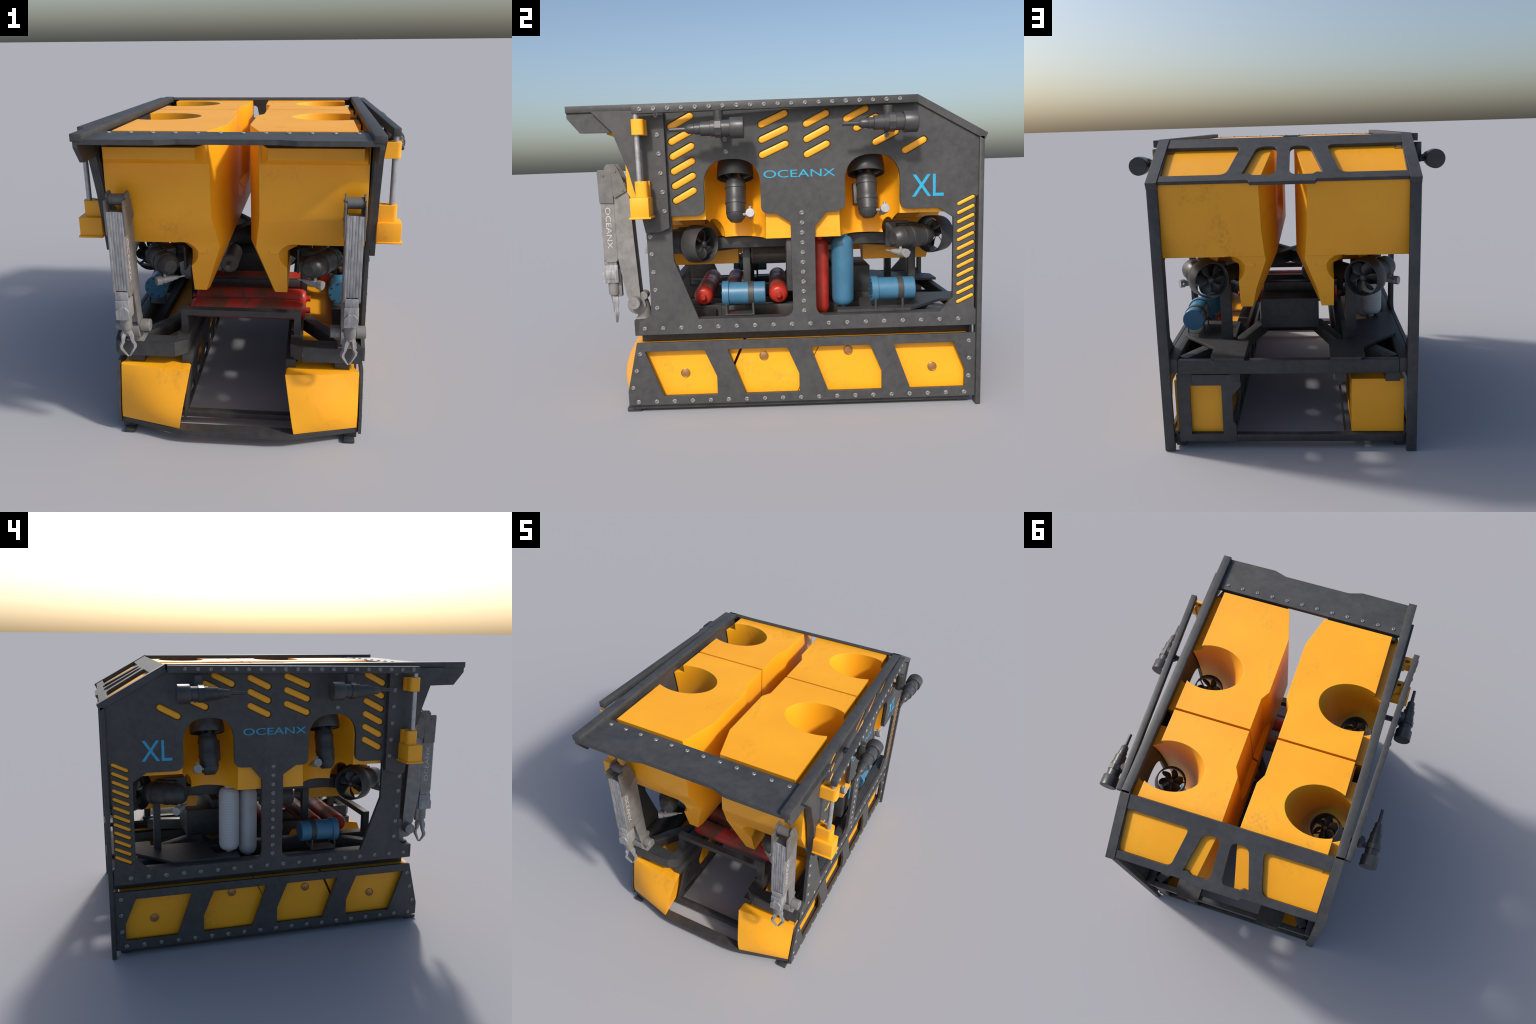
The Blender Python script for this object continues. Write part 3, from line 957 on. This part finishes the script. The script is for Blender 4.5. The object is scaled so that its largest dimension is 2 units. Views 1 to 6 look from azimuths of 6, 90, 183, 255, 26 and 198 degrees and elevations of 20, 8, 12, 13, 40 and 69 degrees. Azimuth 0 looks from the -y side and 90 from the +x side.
# ------------------------------------------------------------------ mid frame
def mid_frame():
    z0, z1 = 0.408, 0.4805
    for sx in (1, -1):
        bm = new()
        box(bm, 0.5415, 0.597, -0.665, 0.966, z0, z1)
        add("frame_side_beam", bm, TUBE, sx=sx)
        # front corner beam with mitred end
        bm = new()
        prism(bm, [[(0.317, -0.746), (0.602, -0.744), (0.602, -0.6655), (0.317, -0.6655)]], "z", z0 - 0.002, z1 + 0.003)
        prism(bm, [[(0.3155, -0.746), (0.3155, -0.33), (0.256, -0.33), (0.256, -0.705)]], "z", z0 - 0.001, z1 + 0.002)
        add("frame_front_beam", bm, TUBE, sx=sx)
        bm = new()
        beam(bm, (0.524, -0.655, 0.444), (0.318, -0.372, 0.444), 0.056, 0.068)
        beam(bm, (0.52, 0.925, 0.444), (0.315, 0.62, 0.444), 0.056, 0.068)
        beam(bm, (0.285, -0.33, 0.4445), (0.285, 0.46, 0.4445), 0.058, 0.069)
        beam(bm, (0.270, 0.700, 0.452), (0.150, 0.430, 0.474), 0.05, 0.066)
        add("frame_brace", bm, TUBE, sx=sx)
        # equipment tray at the rear
        lp = fillet([(0.208, 0.985), (0.352, 0.985, 0.02), (0.376, 0.955), (0.376, 0.845, 0.03), (0.566, 0.645), (0.566, 0.277), (0.49, 0.277), (0.50, 0.40), (0.285, 0.425), (0.285, 0.736), (0.208, 0.736)])
        add("equipment_tray", prism(new(), [lp], "z", 0.4815, 0.4955), TUBE, sx=sx)
        bm = new()
        box(bm, 0.297, 0.352, 0.682, 0.720, 0.495, 0.800)
        box(bm, 0.290, 0.330, -0.202, -0.163, 0.480, 0.800)
        add("upright", bm, TUBE, sx=sx)
    bm = new()
    box(bm, -0.540, 0.540, 0.935, 0.968, z0 - 0.003, z1 - 0.005)
    add("frame_rear_beam", bm, TUBE)
    # hoop that guards the bottles at the front
    bm = new()
    lp = [(-0.303, 0.478), (-0.303, 0.606), (0.303, 0.606), (0.303, 0.478), (0.270, 0.478), (0.270, 0.574), (-0.270, 0.574), (-0.270, 0.478)]
    prism(bm, [lp], "y", -0.615, -0.575)
    add("guard_hoop", bm, TUBE)
    bm = new()
    box(bm, -0.29, 0.29, -0.215, -0.180, 0.580, 0.616)
    add("bottle_support", bm, TUBE)
    # X-shaped brace under the floats, with thruster carriers at its ends
    for s in (1, -1):
        bm = new()
        beam(bm, (-0.360 * s, -0.410, 0.822), (0.360 * s, 0.650, 0.822 + 0.001 * s), 0.052, 0.072)
        add("cross_brace", bm, TUBE)
    for sx in (1, -1):
        bm = new()
        box(bm, 0.355, 0.405, -0.430, 0.690, 0.808, 0.866, 0.003)
        add("float_carrier", bm, TUBE, sx=sx)
        bm = new()
        box(bm, 0.278, 0.290, -0.545, -0.400, 0.790, 0.915, 0.003)
        box(bm, 0.285, 0.340, -0.475, -0.410, 0.855, 0.900, 0.003)
        box(bm, 0.424, 0.440, 0.545, 0.665, 0.790, 0.925, 0.003)
        box(bm, 0.330, 0.425, 0.590, 0.640, 0.840, 0.890, 0.003)
        add("thruster_carrier", bm, TUBE, sx=sx)

# ------------------------------------------------------------------ equipment
def bottle(name, p, d, L, r, mat, nub0=0.022, nub1=0.022, dome=0.6, neck=0.02):
    k = r * dome
    pr = [(-neck, 0), (-neck, nub0 - 0.002), (-neck + 0.002, nub0), (-0.001, nub0), (0, r * 0.55)]
    for i in range(1, 7):
        a = i / 6 * math.pi / 2
        pr.append((k * (1 - math.cos(a)), r * (0.55 + 0.45 * math.sin(a))))
    for i in range(0, 7):
        a = i / 6 * math.pi / 2
        pr.append((L - k + k * math.sin(a), r * (0.55 + 0.45 * math.cos(a))))
    pr += [(L + 0.001, nub1), (L + neck - 0.002, nub1), (L + neck, nub1 - 0.002), (L + neck, 0)]
    return add(name, lathe(new(), pr, p, d, 40), mat, ROOT, 40)

def canister(y0, sx):
    x, z = 0.509 * sx, 0.588
    bm = lathe(new(), [(0, 0), (0, 0.063), (0.002, 0.065), (0.032, 0.065), (0.034, 0.063), (0.034, 0.0572), (0.216, 0.0572), (0.219, 0.055), (0.219, 0)], (x, y0, z), (0, 1, 0), 48)
    c = add("canister", bm, BLUE, ROOT, 35)
    bm = lathe(new(), [(0.132, 0.0575), (0.132, 0.0605), (0.160, 0.0605), (0.160, 0.0575)], (x, y0, z), (0, 1, 0), 48)
    add("canister_strap", bm, TUBE, c, 35)
    bm = new()
    for a, b in ((0.014, 0.024), (0.150, 0.160)):
        box(bm, x - 0.045, x - 0.041, y0 + a, y0 + b, 0.486, 0.545, 0)
        box(bm, x + 0.041, x + 0.045, y0 + a, y0 + b, 0.486, 0.545, 0)
    box(bm, x - 0.046, x + 0.046, y0 + 0.013, y0 + 0.161, 0.483, 0.489, 0)
    add("canister_cradle", bm, TUBE, c, 30)
    bm = new()
    for k in range(8):
        a = 2 * math.pi * (k + 0.3) / 8
        lathe(bm, [(0, 0.0052), (0.003, 0.0046), (0.003, 0.0026), (0.001, 0.0026), (0.001, 0)], (x + 0.052 * math.cos(a), y0, z + 0.052 * math.sin(a)), (0, -1, 0), 10)
    o = add("canister_screw", bm, DARK, c, 35); o["kind"] = "stuff"

def equipment():
    for y in (-0.425, -0.272, -0.015):
        bottle("gas_bottle", (-0.283, y, 0.535), (1, 0, 0), 0.609, 0.0525, REDG, 0.016, 0.016, 0.7, 0.024)
    bottle("gas_bottle", (0.430, 0.200, 0.458), (0, 0, 1), 0.385, 0.050, RED, 0.020, 0.030, 0.7, 0.03)
    bottle("buoyancy_bottle", (0.470, 0.317, 0.505), (0, 0, 1), 0.355, 0.0562, BLUE, 0.014, 0.030, 0.7, 0.022)
    bottle("buoyancy_bottle", (-0.470, 0.317, 0.505), (0, 0, 1), 0.355, 0.0562, RIB, 0.014, 0.026, 0.7, 0.022)
    bottle("gas_bottle", (-0.430, 0.200, 0.458), (0, 0, 1), 0.390, 0.052, PALE, 0.020, 0.026, 0.9, 0.01)
    canister(-0.303, 1)
    add("valve_block", box(new(), 0.475, 0.570, 0.025, 0.138, 0.600, 0.872, 0.012), TUBE)
    canister(-0.303, -1)
    canister(0.454, 1)
    # electronics box and the smaller box on top of it
    bm = box(new(), -0.161, 0.161, 0.130, 0.508, 0.483, 0.652, 0.004)
    b = add("electronics_box", bm, TUBE)
    bm = box(new(), -0.152, 0.152, 0.300, 0.352, 0.6525, 0.706, 0.003)
    add("box_handle_bar", bm, TUBE, b)
    pr = [(-0.062, 0), (-0.062, 0.016), (0, 0.018), (0.001, 0.045), (0.008, 0.053), (0.205, 0.053), (0.213, 0.045), (0.214, 0.024), (0.242, 0.024), (0.242, 0)]
    add("pump_housing", lathe(new(), pr, (-0.115, -0.170, 0.690), (0, 1, 0), 40), mat_plain("pump_grey", (0.2, 0.2, 0.2), 0.36, 0, 0.1, 14))

# ------------------------------------------------------------------ build
for sx in (1, -1):
    side_plate(sx)
    float_block(True, sx)
    float_block(False, sx)
    skid(sx)
    corner_actuator(sx)
upper_frame()
bottom_frame()
mid_frame()
thrusters()
lamps()
arm(0.530)
arm(-0.511)
equipment()
